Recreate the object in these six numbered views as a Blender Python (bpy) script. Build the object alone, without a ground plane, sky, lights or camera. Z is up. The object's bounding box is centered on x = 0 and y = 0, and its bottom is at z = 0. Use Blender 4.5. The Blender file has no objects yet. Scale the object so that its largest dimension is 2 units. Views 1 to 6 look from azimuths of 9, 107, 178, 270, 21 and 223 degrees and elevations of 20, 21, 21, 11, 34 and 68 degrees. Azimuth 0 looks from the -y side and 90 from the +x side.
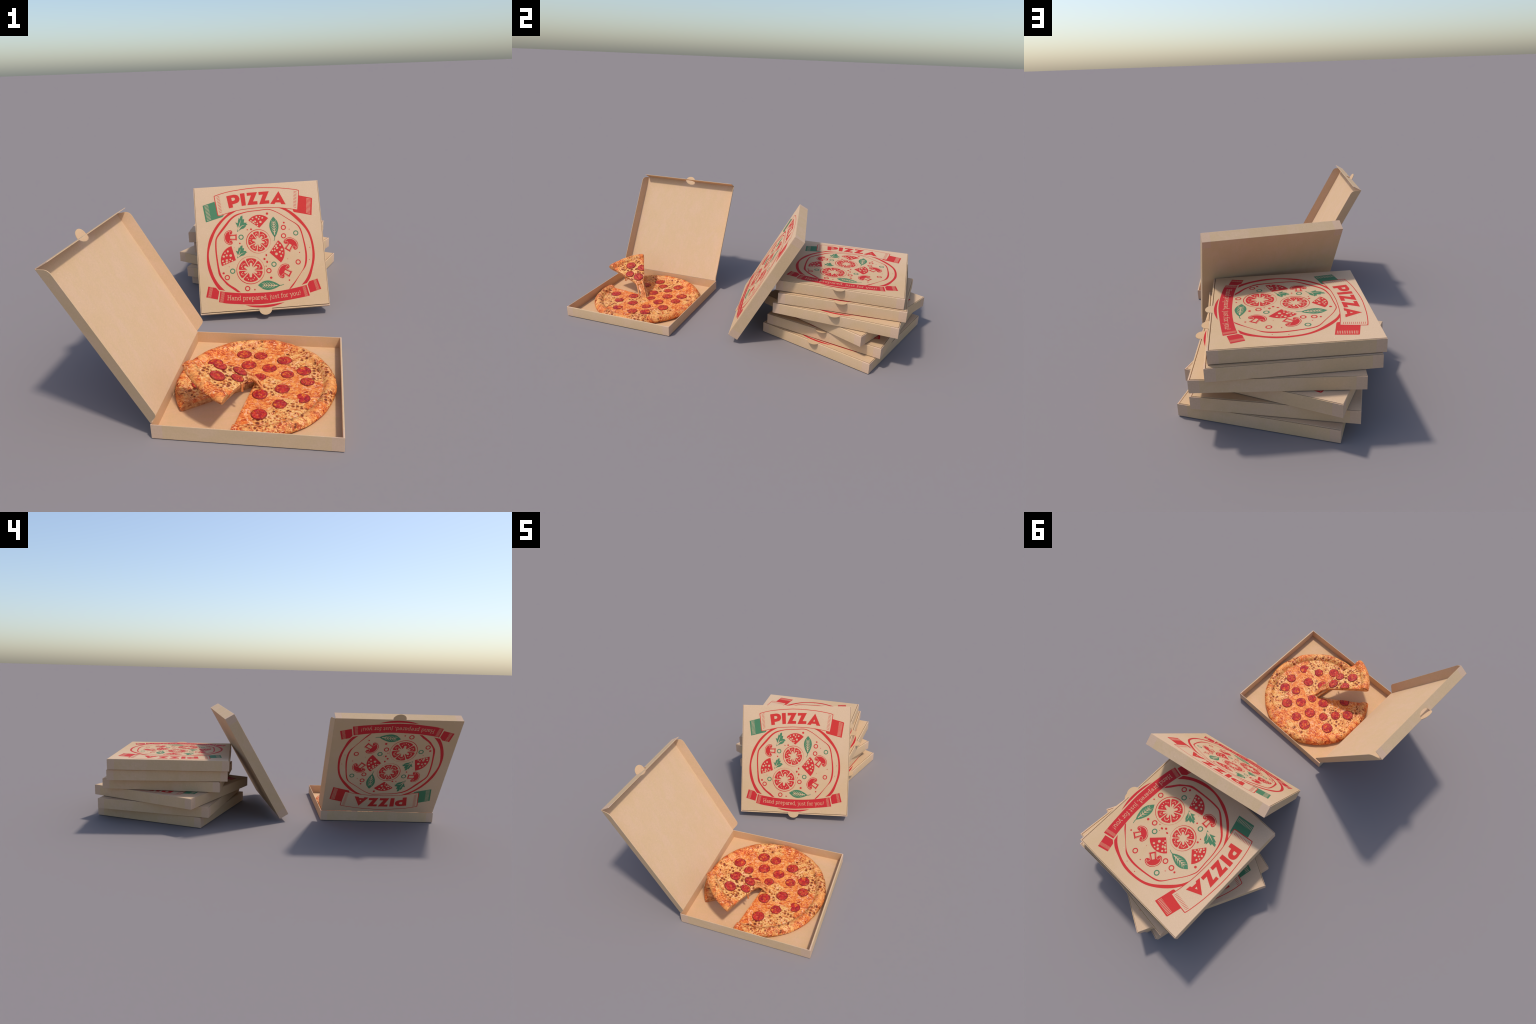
# Seven closed pizza boxes (six stacked, one leaning), one open box and a pepperoni pizza
# with one slice lifted on strings of cheese.
import bpy, bmesh, math, random
from math import sin, cos, pi, radians, hypot, atan2, sqrt
from mathutils import Vector, Matrix, noise

random.seed(7)
SC = bpy.context.scene.collection
MM = 0.001

# ------------------------------------------------------------------ sizes
BOX_W, BOX_D = 0.662, 0.6665          # outer footprint
WALL_H = 0.0570                      # tray wall height
WALL_T = 0.0030                      # single cardboard wall
FRONT_T = 0.0068                     # folded, double front wall
LID_W = 0.6534
LID_L = 0.6574                       # hinge to front fold
LID_T = 0.0023
HINGE_Y = 0.3322
LID_TOP = 0.0588                     # lid outer face over the box bottom when shut
FLAP_H = 0.0518

# ------------------------------------------------------------------ node helpers
def new_mat(name):
    m = bpy.data.materials.new(name)
    m.use_nodes = True
    nt = m.node_tree
    for n in list(nt.nodes):
        nt.nodes.remove(n)
    out = nt.nodes.new('ShaderNodeOutputMaterial')
    bsdf = nt.nodes.new('ShaderNodeBsdfPrincipled')
    nt.links.new(bsdf.outputs[0], out.inputs[0])
    return m, nt, bsdf

class NB:
    """small builder so that node graphs read as formulas"""
    def __init__(s, nt):
        s.nt = nt
        s.tc = nt.nodes.new('ShaderNodeTexCoord')
    def put(s, sock, v):
        if hasattr(v, 'is_output') or isinstance(v, bpy.types.NodeSocket):
            s.nt.links.new(v, sock)
        else:
            sock.default_value = v
    def obj(s):
        return s.tc.outputs['Object']
    def mapping(s, vec, scale=(1, 1, 1), loc=(0, 0, 0), rot=(0, 0, 0)):
        n = s.nt.nodes.new('ShaderNodeMapping')
        s.put(n.inputs['Vector'], vec)
        n.inputs['Scale'].default_value = scale
        n.inputs['Location'].default_value = loc
        n.inputs['Rotation'].default_value = rot
        return n.outputs[0]
    def noise(s, vec, scale, detail=3, rough=0.5, dist=0.0):
        n = s.nt.nodes.new('ShaderNodeTexNoise')
        s.put(n.inputs['Vector'], vec)
        n.inputs['Scale'].default_value = scale
        n.inputs['Detail'].default_value = detail
        n.inputs['Roughness'].default_value = rough
        n.inputs['Distortion'].default_value = dist
        return n.outputs['Fac']
    def voronoi(s, vec, scale, rnd=1.0):
        n = s.nt.nodes.new('ShaderNodeTexVoronoi')
        s.put(n.inputs['Vector'], vec)
        n.inputs['Scale'].default_value = scale
        n.inputs['Randomness'].default_value = rnd
        return n
    def ramp(s, fac, *stops):
        n = s.nt.nodes.new('ShaderNodeValToRGB')
        s.put(n.inputs[0], fac)
        e = n.color_ramp.elements
        while len(e) < len(stops):
            e.new(0.5)
        for el, (p, c) in zip(e, stops):
            el.position = p
            el.color = (*c, 1) if isinstance(c, tuple) else (c, c, c, 1)
        return n.outputs[0]
    def mix(s, fac, a, b):
        n = s.nt.nodes.new('ShaderNodeMix')
        n.data_type = 'RGBA'
        s.put(n.inputs['Factor'], fac)
        s.put(n.inputs['A'] if False else n.inputs[6], (*a, 1) if isinstance(a, tuple) else a)
        s.put(n.inputs[7], (*b, 1) if isinstance(b, tuple) else b)
        return n.outputs[2]
    def math(s, op, a, b=0.0):
        n = s.nt.nodes.new('ShaderNodeMath')
        n.operation = op
        s.put(n.inputs[0], a)
        s.put(n.inputs[1], b)
        return n.outputs[0]
    def sep(s, vec):
        n = s.nt.nodes.new('ShaderNodeSeparateXYZ')
        s.put(n.inputs[0], vec)
        return n.outputs
    def addv(s, a, b):
        n = s.nt.nodes.new('ShaderNodeVectorMath')
        n.operation = 'ADD'
        s.put(n.inputs[0], a)
        s.put(n.inputs[1], b)
        return n.outputs[0]
    def noisevec(s, vec, scale, amount):
        n = s.nt.nodes.new('ShaderNodeTexNoise')
        s.put(n.inputs['Vector'], vec)
        n.inputs['Scale'].default_value = scale
        m = s.nt.nodes.new('ShaderNodeVectorMath')
        m.operation = 'SCALE'
        s.put(m.inputs[0], n.outputs['Color'])
        m.inputs['Scale'].default_value = amount
        return m.outputs[0]
    def bump(s, h, strength, dist=0.001):
        n = s.nt.nodes.new('ShaderNodeBump')
        s.put(n.inputs['Height'], h)
        n.inputs['Strength'].default_value = strength
        n.inputs['Distance'].default_value = dist
        return n.outputs[0]

def setp(b, **kw):
    for k, v in kw.items():
        b.inputs[k.replace('_', ' ')].default_value = v

# ------------------------------------------------------------------ materials
def cardboard(name, warm, pink, grey, ends=None, fade=None, stain=0.5):
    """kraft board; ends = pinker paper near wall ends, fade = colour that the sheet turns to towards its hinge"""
    m, nt, b = new_mat(name)
    n = NB(nt)
    o = n.obj()
    x, y, z = n.sep(o)
    blotch = n.noise(o, 9.0, 3, 0.55, 0.6)
    streak = n.noise(n.mapping(o, scale=(20, 7, 12)), 1.5, 4, 0.55, 0.9)
    fibre = n.noise(n.mapping(o, scale=(900, 420, 900)), 1.0, 2, 0.6)
    col = n.mix(n.ramp(blotch, (0.38, 0.0), (0.66, 1.0)), warm, pink)
    col = n.mix(n.math('MULTIPLY', n.ramp(streak, (0.48, 0.0), (0.58, 1.0)), stain), col, grey)
    if fade:
        g = n.math('ADD', y, n.math('MULTIPLY', n.math('SUBTRACT', blotch, 0.5), 0.25))
        g = n.math('DIVIDE', n.math('ADD', g, 0.50), 0.48)
        col = n.mix(n.ramp(g, (0.0, 0.0), (1.0, 1.0)), col, fade)
    if ends:
        ax = n.math('GREATER_THAN', n.math('ABSOLUTE', x), ends)
        ay = n.math('GREATER_THAN', n.math('ABSOLUTE', y), ends)
        end = n.math('MULTIPLY', ax, ay)
        col = n.mix(n.math('MULTIPLY', end, 0.65), col, (0.655, 0.435, 0.315))
    grain = n.noise(o, 170, 3, 0.65)
    col = n.mix(n.math('MULTIPLY', n.ramp(grain, (0.40, 0.0), (0.66, 1.0)), 0.22), col, (0.50, 0.33, 0.19))
    # small pale flecks and a few dark ones in the recycled pulp
    v = n.voronoi(o, 30.0)
    fleck = n.math('MULTIPLY', n.ramp(v.outputs['Distance'], (0.05, 1.0), (0.10, 0.0)), 0.32)
    col = n.mix(fleck, col, (0.80, 0.58, 0.40))
    v2 = n.voronoi(n.mapping(o, loc=(0.31, 0.17, 0.05)), 75.0)
    dark = n.math('MULTIPLY', n.ramp(v2.outputs['Distance'], (0.05, 1.0), (0.10, 0.0)), 0.16)
    col = n.mix(dark, col, (0.30, 0.19, 0.11))
    col = n.mix(n.math('MULTIPLY', n.ramp(fibre, (0.35, 0.0), (0.65, 1.0)), 0.10), col, (0.46, 0.31, 0.19))
    nt.links.new(col, b.inputs['Base Color'])
    nt.links.new(n.bump(n.noise(o, 160, 3), 0.12, 0.0006), b.inputs['Normal'])
    setp(b, Roughness=0.82)
    b.inputs['Specular IOR Level'].default_value = 0.25
    return m

KRAFT = cardboard('kraft_cardboard_wall', (0.652, 0.442, 0.247), (0.672, 0.452, 0.277), (0.637, 0.432, 0.238), ends=0.292)
LIDKRAFT = cardboard('kraft_cardboard_lid', (0.606, 0.398, 0.218), (0.620, 0.410, 0.238), (0.596, 0.405, 0.214), fade=(0.672, 0.462, 0.296), stain=0.35)
INNER = cardboard('kraft_cardboard_lid_inside', (0.676, 0.444, 0.253), (0.692, 0.454, 0.280), (0.660, 0.444, 0.240), stain=0.5)
FLOORKRAFT = cardboard('kraft_cardboard_tray_inside', (0.684, 0.412, 0.212), (0.694, 0.422, 0.235), (0.664, 0.412, 0.201), stain=0.6)

def ink(name, front, back):
    """printing ink, a little lighter towards the hinge side of the lid"""
    m, nt, b = new_mat(name)
    n = NB(nt)
    x, y, z = n.sep(n.obj())
    f = n.noise(n.obj(), 500, 2)
    g = n.noise(n.obj(), 14, 2)
    t = n.math('ADD', n.math('ADD', n.math('MULTIPLY', y, 1.7), 1.05), n.math('MULTIPLY', n.math('SUBTRACT', g, 0.5), 0.5))
    col = n.mix(n.ramp(t, (0.0, 0.0), (1.0, 1.0)), front, back)
    col = n.mix(n.math('MULTIPLY', n.ramp(f, (0.5, 0.0), (0.75, 1.0)), 0.07), col, (0.66, 0.40, 0.26))
    nt.links.new(col, b.inputs['Base Color'])
    setp(b, Roughness=0.75)
    b.inputs['Specular IOR Level'].default_value = 0.25
    return m

RED = ink('red_ink', (0.51, 0.014, 0.022), (0.58, 0.030, 0.024))
GREEN = ink('green_ink', (0.050, 0.180, 0.085), (0.064, 0.196, 0.095))

CHEESE_PATCHES = [(0.140, -0.195, 0.03, 0.085), (0.185, -0.250, 0.03, 0.055), (0.168, 0.165, 0.03, 0.085), (0.050, -0.028, 0.03, 0.065), (0.285, 0.075, 0.02, 0.075),
                  (-0.061, 0.285, 0.03, 0.080), (-0.222, 0.042, 0.03, 0.085), (-0.118, 0.020, 0.03, 0.045), (0.066, -0.283, 0.03, 0.070), (-0.110, 0.255, 0.03, 0.050),
                  (-0.080, -0.160, 0.140, 0.095), (-0.125, -0.180, 0.160, 0.075), (0.300, -0.080, 0.03, 0.050), (-0.270, -0.090, 0.03, 0.060)]

def pizza_material(name, crusty):
    m, nt, b = new_mat(name)
    n = NB(nt)
    o = n.obj()
    CRUSTY_SAUCE = 0.048 if crusty else 0.05
    region = n.noise(n.mapping(o, loc=(3.1, 1.7, 0.4)), 13.0, 3, 0.5, 0.5)          # baked cheese / oily orange
    fine = n.noise(o, 50, 6, 0.66, 1.2)
    streak = n.noise(n.mapping(o, scale=(1, 2.4, 1.8), rot=(0, 0, 0.5)), 32, 8, 0.72, 2.2)
    # cheese stayed pale and blistered in a few round patches; elsewhere oil made it smooth and orange
    cheesy = None
    for cx, cy, cz, rad in CHEESE_PATCHES:
        dn = nt.nodes.new('ShaderNodeVectorMath')
        dn.operation = 'DISTANCE'
        n.put(dn.inputs[0], o)
        dn.inputs[1].default_value = (cx, cy, cz)
        c = n.math('SUBTRACT', 1.0, n.math('DIVIDE', dn.outputs['Value'], rad))
        cheesy = c if cheesy is None else n.math('MAXIMUM', cheesy, c)
    cheesy = n.math('ADD', cheesy, n.math('MULTIPLY', n.math('SUBTRACT', region, 0.5), 1.3))
    cheesy = n.math('ADD', cheesy, n.math('MULTIPLY', n.math('SUBTRACT', fine, 0.5), 0.9))
    cheesy = n.ramp(n.math('ADD', cheesy, 0.5), (0.42, 0.0), (0.66, 1.0))
    orange = n.mix(n.ramp(fine, (0.36, 0.0), (0.58, 1.0)), (0.72, 0.150, 0.026), (0.89, 0.350, 0.085))
    cream = n.mix(n.ramp(fine, (0.36, 0.0), (0.52, 1.0)), (0.70, 0.215, 0.036), (0.84, 0.475, 0.155))
    col = n.mix(cheesy, orange, cream)
    # pinkish white patches
    pale = n.noise(n.mapping(o, loc=(7, 2, 1), scale=(1.3, 1, 1)), 34, 6, 0.68, 1.6)
    col = n.mix(n.math('MULTIPLY', n.ramp(pale, (0.535, 0.0), (0.605, 1.0)), 0.88), col, (0.91, 0.49, 0.27))
    # sauce showing through as red and rust streaks, thickest on the oily parts
    px, py, pz = n.sep(o)
    rr = n.math('SQRT', n.math('ADD', n.math('MULTIPLY', px, px), n.math('MULTIPLY', py, py)))
    outer = n.ramp(n.math('MULTIPLY', rr, 2.5), (0.52, 0.0), (0.78, 1.0))
    sauce = n.math('ADD', streak, n.math('MULTIPLY', n.math('SUBTRACT', 0.5, cheesy), 0.03))
    sauce = n.math('ADD', sauce, n.math('MULTIPLY', n.math('SUBTRACT', outer, 0.5), CRUSTY_SAUCE))
    col = n.mix(n.math('MULTIPLY', n.ramp(sauce, (0.495, 0.0), (0.55, 1.0)), 0.88), col, (0.60, 0.070, 0.016))
    col = n.mix(n.math('MULTIPLY', n.ramp(sauce, (0.562, 0.0), (0.612, 1.0)), 0.90), col, (0.22, 0.028, 0.016))
    # browned bubbles: round spots of random size, dense on the cheesy areas
    warp = n.mapping(n.addv(o, n.noisevec(o, 90, 0.006)), loc=(0.4, 0.2, 0))
    for scale, base, vary in ((58, 0.00, 0.52), (95, -0.06, 0.44)):
        v = n.voronoi(warp, scale, 0.9)
        rnd = n.sep(v.outputs['Color'])[0]
        rad = n.math('ADD', n.math('MULTIPLY', rnd, vary), n.math('ADD', base, n.math('MULTIPLY', n.math('SUBTRACT', cheesy, 0.85), 0.42)))
        d = n.math('SUBTRACT', v.outputs['Distance'], rad)
        halo = n.ramp(n.math('ADD', d, 0.5), (0.42, 1.0), (0.64, 0.0))
        core = n.ramp(n.math('ADD', d, 0.5), (0.33, 1.0), (0.50, 0.0))
        col = n.mix(n.math('MULTIPLY', halo, 0.72), col, (0.60, 0.150, 0.026))
        col = n.mix(n.math('MULTIPLY', core, 0.92), col, (0.150, 0.028, 0.016))
    if crusty:
        toast = n.noise(n.mapping(o, loc=(2.2, 9.1, 0.3)), 16, 4, 0.6, 0.6)
        col = n.mix(n.math('MULTIPLY', n.ramp(toast, (0.58, 0.0), (0.74, 1.0)), 0.75), col, (0.46, 0.080, 0.020))
        gold = n.noise(n.mapping(o, loc=(5.2, 1.1, 2.3)), 22, 3, 0.5, 0.3)
        col = n.mix(n.math('MULTIPLY', n.ramp(gold, (0.50, 0.0), (0.62, 1.0)), 0.50), col, (0.88, 0.42, 0.125))
    nt.links.new(col, b.inputs['Base Color'])
    h = n.math('ADD', n.math('MULTIPLY', fine, 1.0), n.math('MULTIPLY', streak, 0.6))
    nt.links.new(n.bump(h, 0.45, 0.0025), b.inputs['Normal'])
    setp(b, Roughness=0.50)
    b.inputs['Specular IOR Level'].default_value = 0.14
    return m

CHEESE = pizza_material('melted_cheese', False)
CRUST = pizza_material('baked_crust', True)

def dough_material():
    m, nt, b = new_mat('cut_dough')
    n = NB(nt)
    o = n.obj()
    f = n.noise(n.mapping(o, scale=(1, 1, 2.2)), 55, 5, 0.65, 1.0)
    g = n.noise(n.mapping(o, loc=(4, 1, 2)), 34, 4, 0.6, 1.2)
    col = n.mix(n.ramp(f, (0.36, 0.0), (0.62, 1.0)), (0.52, 0.15, 0.035), (0.76, 0.38, 0.13))
    col = n.mix(n.math('MULTIPLY', n.ramp(g, (0.52, 0.0), (0.64, 1.0)), 0.8), col, (0.36, 0.075, 0.02))
    nt.links.new(col, b.inputs['Base Color'])
    nt.links.new(n.bump(f, 0.5, 0.003), b.inputs['Normal'])
    setp(b, Roughness=0.65)
    return m
DOUGH = dough_material()

def string_material():
    m, nt, b = new_mat('stretched_cheese')
    n = NB(nt)
    o = n.obj()
    f = n.noise(n.mapping(o, scale=(1.6, 1.6, 0.5)), 60, 5, 0.6, 1.0)
    col = n.mix(n.ramp(f, (0.38, 0.0), (0.60, 1.0)), (0.64, 0.14, 0.028), (0.84, 0.40, 0.14))
    col = n.mix(n.math('MULTIPLY', n.ramp(f, (0.30, 1.0), (0.40, 0.0)), 0.7), col, (0.30, 0.05, 0.02))
    nt.links.new(col, b.inputs['Base Color'])
    nt.links.new(n.bump(f, 0.3, 0.002), b.inputs['Normal'])
    setp(b, Roughness=0.4)
    return m
STRING = string_material()

def pepperoni_material():
    m, nt, b = new_mat('pepperoni_sausage')
    n = NB(nt)
    info = nt.nodes.new('ShaderNodeObjectInfo')
    o = n.obj()
    comb = nt.nodes.new('ShaderNodeCombineXYZ')
    for i, k in enumerate((37.0, 61.0, 0.0)):
        n.put(comb.inputs[i], n.math('MULTIPLY', info.outputs['Random'], k))
    p = n.addv(o, comb.outputs[0])
    big = n.noise(p, 1.3, 4, 0.6, 0.8)
    col = n.mix(n.ramp(big, (0.36, 0.0), (0.62, 1.0)), (0.30, 0.008, 0.018), (0.60, 0.034, 0.022))
    pinkish = n.noise(n.mapping(p, loc=(9, 3, 1)), 2.6, 3, 0.6, 0.5)  # pink sheen of the lit disc tops, painted into the base colour
    col = n.mix(n.math('MULTIPLY', n.ramp(pinkish, (0.56, 0.0), (0.68, 1.0)), 0.60), col, (0.60, 0.120, 0.110))
    fat = n.noise(n.mapping(p, loc=(2, 8, 4)), 2.6, 5, 0.68, 0.8)
    col = n.mix(n.math('MULTIPLY', n.ramp(fat, (0.535, 0.0), (0.63, 1.0)), 0.90), col, (0.86, 0.235, 0.024))
    x, y, z = n.sep(o)
    r = n.math('SQRT', n.math('ADD', n.math('MULTIPLY', x, x), n.math('MULTIPLY', y, y)))
    r = n.math('ADD', r, n.math('MULTIPLY', n.math('SUBTRACT', fat, 0.5), 0.3))
    col = n.mix(n.math('MULTIPLY', n.ramp(r, (0.80, 0.0), (0.98, 1.0)), 0.80), col, (0.15, 0.012, 0.010))  # rim colour darkened to draw the shaded edge of a domed disc
    nt.links.new(col, b.inputs['Base Color'])
    nt.links.new(n.bump(n.noise(p, 3.5, 3), 0.3, 0.05), b.inputs['Normal'])
    setp(b, Roughness=0.36)
    b.inputs['Specular IOR Level'].default_value = 0.22
    return m
PEPPERONI = pepperoni_material()

# ------------------------------------------------------------------ object helpers
def add(name, data, parent=None, mat=None):
    ob = bpy.data.objects.new(name, data)
    SC.objects.link(ob)
    if parent is not None:
        ob.parent = parent
    if mat is not None:
        if not data.materials:
            data.materials.append(mat)
    return ob

def bm_mesh(name, bm, smooth=False):
    me = bpy.data.meshes.new(name)
    bm.normal_update()
    bm.to_mesh(me)
    bm.free()
    if smooth:
        for p in me.polygons:
            p.use_smooth = True
    return me

def bm_prism(bm, pts, lo, hi, place):
    """extrude a 2D outline between two levels; place(u, v, level) gives the 3D point"""
    a = [bm.verts.new(place(u, v, lo)) for u, v in pts]
    b = [bm.verts.new(place(u, v, hi)) for u, v in pts]
    bm.faces.new(a)
    bm.faces.new(b[::-1])
    n = len(pts)
    for i in range(n):
        bm.faces.new((a[i], b[i], b[(i + 1) % n], a[(i + 1) % n]))

def finish(bm):
    bmesh.ops.recalc_face_normals(bm, faces=bm.faces)
    return bm

def round_corner(p0, p1, p2, r, n=6):
    a = (Vector(p0) - Vector(p1)).normalized()
    b = (Vector(p2) - Vector(p1)).normalized()
    s, e, c = Vector(p1) + a * r, Vector(p1) + b * r, Vector(p1)
    out = []
    for i in range(n + 1):
        t = i / n
        out.append(tuple(s * (1 - t) ** 2 + c * 2 * t * (1 - t) + e * t * t))
    return out

# ------------------------------------------------------------------ box parts (meshes shared by all boxes)
def tray_mesh():
    bm = bmesh.new()
    hw, y0, y1 = BOX_W / 2, -BOX_D / 2 - 0.0015, BOX_D / 2
    iw, j0, j1 = hw - WALL_T, y0 + FRONT_T - 0.0002, y1 - WALL_T
    def ring(x, a, b, z):
        return [bm.verts.new(p) for p in ((-x, a, z), (x, a, z), (x, b, z), (-x, b, z))]
    ob, ot = ring(hw, y0 + 0.0010, y1, 0.0), ring(hw, y0 + 0.0010, y1, WALL_H)
    it, ib = ring(iw, j0, j1, WALL_H), ring(iw, j0, j1, 0.003)
    bm.faces.new(ob[::-1])
    bm.faces.new(ib)
    for lo, hi in ((ob, ot), (ot, it), (it, ib)):
        for i in range(4):
            k = (i + 1) % 4
            bm.faces.new((lo[i], lo[k], hi[k], hi[i]))
    finish(bm)
    edges = [e for e in bm.edges if not any(v in ib for v in e.verts)]
    bmesh.ops.bevel(bm, geom=edges, offset=0.0006, segments=2, affect='EDGES', profile=0.5)
    me = bm_mesh('tray', bm)
    me.materials.append(KRAFT)
    me.materials.append(FLOORKRAFT)
    for p in me.polygons:
        c = p.center
        inside = abs(c.x) < iw + 0.0005 and j0 - 0.0005 < c.y < j1 + 0.0005 and 0.002 < c.z < WALL_H - 0.001
        p.material_index = 1 if inside else 0
    return me

def front_wall_mesh():
    """the folded front wall: a flat strip doubled over, round along its top fold"""
    bm = bmesh.new()
    y0 = -BOX_D / 2 - 0.0015
    y1 = y0 + FRONT_T
    top = WALL_H + 0.0006
    r = FRONT_T / 2
    prof = [(y0, 0.0006), (y0, top - r * 0.8)]
    for i in range(1, 8):
        a = pi - pi * i / 8
        prof.append(((y0 + y1) / 2 + r * cos(a), top - r * 0.8 + r * 0.8 * sin(a)))
    prof += [(y1, top - r * 0.8), (y1, 0.0034)]
    hw = BOX_W / 2 - 0.0004
    bm_prism(bm, prof, -hw, hw, lambda u, v, l: (l, u, v))
    finish(bm)
    me = bm_mesh('front_wall', bm, True)
    me.set_sharp_from_angle(angle=radians(40))
    me.materials.append(KRAFT)
    return me

def tab_outline(half=0.033, out=0.0322):
    """half-round thumb tab, a little flattened at its tip"""
    pts = []
    for i in range(17):
        a = pi * i / 16
        k = 0.86
        x = -half * cos(a)
        y = out * abs(sin(a)) ** k
        pts.append((x, y))
    return pts

def lid_mesh():
    """hinge along y = 0, front fold at y = -LID_L, outer face at z = 0"""
    bm = bmesh.new()
    hw = LID_W / 2
    out = [(hw, -LID_L)]
    out += round_corner((hw, -0.1), (hw, 0.0), (0, 0.0), 0.002, 2)
    out += round_corner((0, 0.0), (-hw, 0.0), (-hw, -0.1), 0.002, 2)
    out += [(-hw, -LID_L)]
    bm_prism(bm, out, -LID_T, 0.0, lambda u, v, l: (u, v, l))
    finish(bm)
    e = [e for e in bm.edges if all(v.co.z > -1e-6 for v in e.verts)]
    bmesh.ops.bevel(bm, geom=e, offset=0.0011, segments=3, affect='EDGES', profile=0.5)
    me = bm_mesh('lid', bm)
    me.materials.append(LIDKRAFT)
    me.materials.append(INNER)
    for p in me.polygons:
        if p.normal.z < -0.9:
            p.material_index = 1
    return me

def tab_mesh():
    bm = bmesh.new()
    pts = [(x, -LID_L + 0.0004 - y) for x, y in tab_outline()]
    bm_prism(bm, pts, -LID_T, -0.0002, lambda u, v, l: (u, v, l))
    finish(bm)
    me = bm_mesh('tab', bm)
    me.materials.append(LIDKRAFT)
    me.materials.append(INNER)
    for p in me.polygons:
        if p.normal.z < -0.9:
            p.material_index = 1
    return me

def front_flap_mesh():
    """front flap hanging from the fold, with the hole that the tab was cut from"""
    bm = bmesh.new()
    hw = LID_W / 2 - 0.0008
    h0 = 0.0012
    hole = [(x, max(y, h0)) for x, y in tab_outline(0.0332, 0.0325)]
    pts = [(-hw, h0)] + hole + [(hw, h0), (hw, FLAP_H), (-hw, FLAP_H)]
    y = -LID_L + 0.0002
    bm_prism(bm, pts, y, y + LID_T, lambda u, v, l: (u, l, -v))
    finish(bm)
    me = bm_mesh('front_flap', bm)
    me.materials.append(KRAFT)
    me.materials.append(INNER)
    for p in me.polygons:
        if p.normal.y > 0.9:
            p.material_index = 1
    return me

def side_flap_mesh():
    """side flap in its own hinge frame: x = 0 at the fold, hanging down -z; inner face towards +x"""
    bm = bmesh.new()
    H = 0.0525
    pts = [(-0.004, 0.0012)]
    pts += round_corner((-0.004, 0), (-0.026, H), (-0.3, H), 0.017)
    pts += round_corner((-0.3, H), (-0.634, H), (-0.655, 0.001), 0.022)
    pts += [(-0.6545, 0.0012)]
    bm_prism(bm, pts, 0.0, LID_T, lambda u, v, l: (l, u, -v))
    finish(bm)
    me = bm_mesh('side_flap', bm)
    me.materials.append(KRAFT)
    me.materials.append(INNER)
    for p in me.polygons:
        if p.normal.x > 0.9:
            p.material_index = 1
    return me

# ------------------------------------------------------------------ printed artwork, drawn in millimetres
def smooth_line(pts, n=6, closed=False):
    """Catmull-Rom through control points"""
    P = [Vector(p) for p in pts]
    N = len(P)
    out = []
    rng = range(N) if closed else range(N - 1)
    for i in rng:
        p1, p2 = P[i], P[(i + 1) % N]
        p0 = P[i - 1] if (closed or i > 0) else p1 * 2 - p2
        p3 = P[(i + 2) % N] if (closed or i + 2 < N) else p2 * 2 - p1
        for k in range(n):
            t = k / n
            out.append(tuple(0.5 * ((2 * p1) + (p2 - p0) * t + (2 * p0 - 5 * p1 + 4 * p2 - p3) * t * t
                                    + (3 * p1 - p0 - 3 * p2 + p3) * t ** 3)))
    if not closed:
        out.append(tuple(P[-1]))
    return out

def relax(pts, rounds=10):
    """iron small kinks out of a line without shrinking it, ends kept"""
    P = [Vector(p) for p in pts]
    for _ in range(rounds):
        for f in (0.5, -0.515):
            P = [P[0]] + [P[i] + ((P[i - 1] + P[i + 1]) / 2 - P[i]) * f for i in range(1, len(P) - 1)] + [P[-1]]
    return [tuple(p) for p in P]

def ellipse(cx, cy, rx, ry=None, rot=0.0, n=14):
    ry = rx if ry is None else ry
    return [(cx + rx * cos(a) * cos(rot) - ry * sin(a) * sin(rot),
             cy + rx * cos(a) * sin(rot) + ry * sin(a) * cos(rot)) for a in (2 * pi * i / n for i in range(n))]

def stroke(pts, w, w2=None):
    """outline of a line of constant or tapering width"""
    L, R = [], []
    n = len(pts)
    for i, p in enumerate(pts):
        a = Vector(pts[max(i - 1, 0)])
        b = Vector(pts[min(i + 1, n - 1)])
        t = (b - a)
        if t.length < 1e-9:
            t = Vector((1, 0))
        t.normalize()
        k = w if w2 is None else w + (w2 - w) * i / (n - 1)
        nrm = Vector((-t.y, t.x)) * k / 2
        L.append(tuple(Vector(p) + nrm))
        R.append(tuple(Vector(p) - nrm))
    return L + R[::-1]

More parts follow.
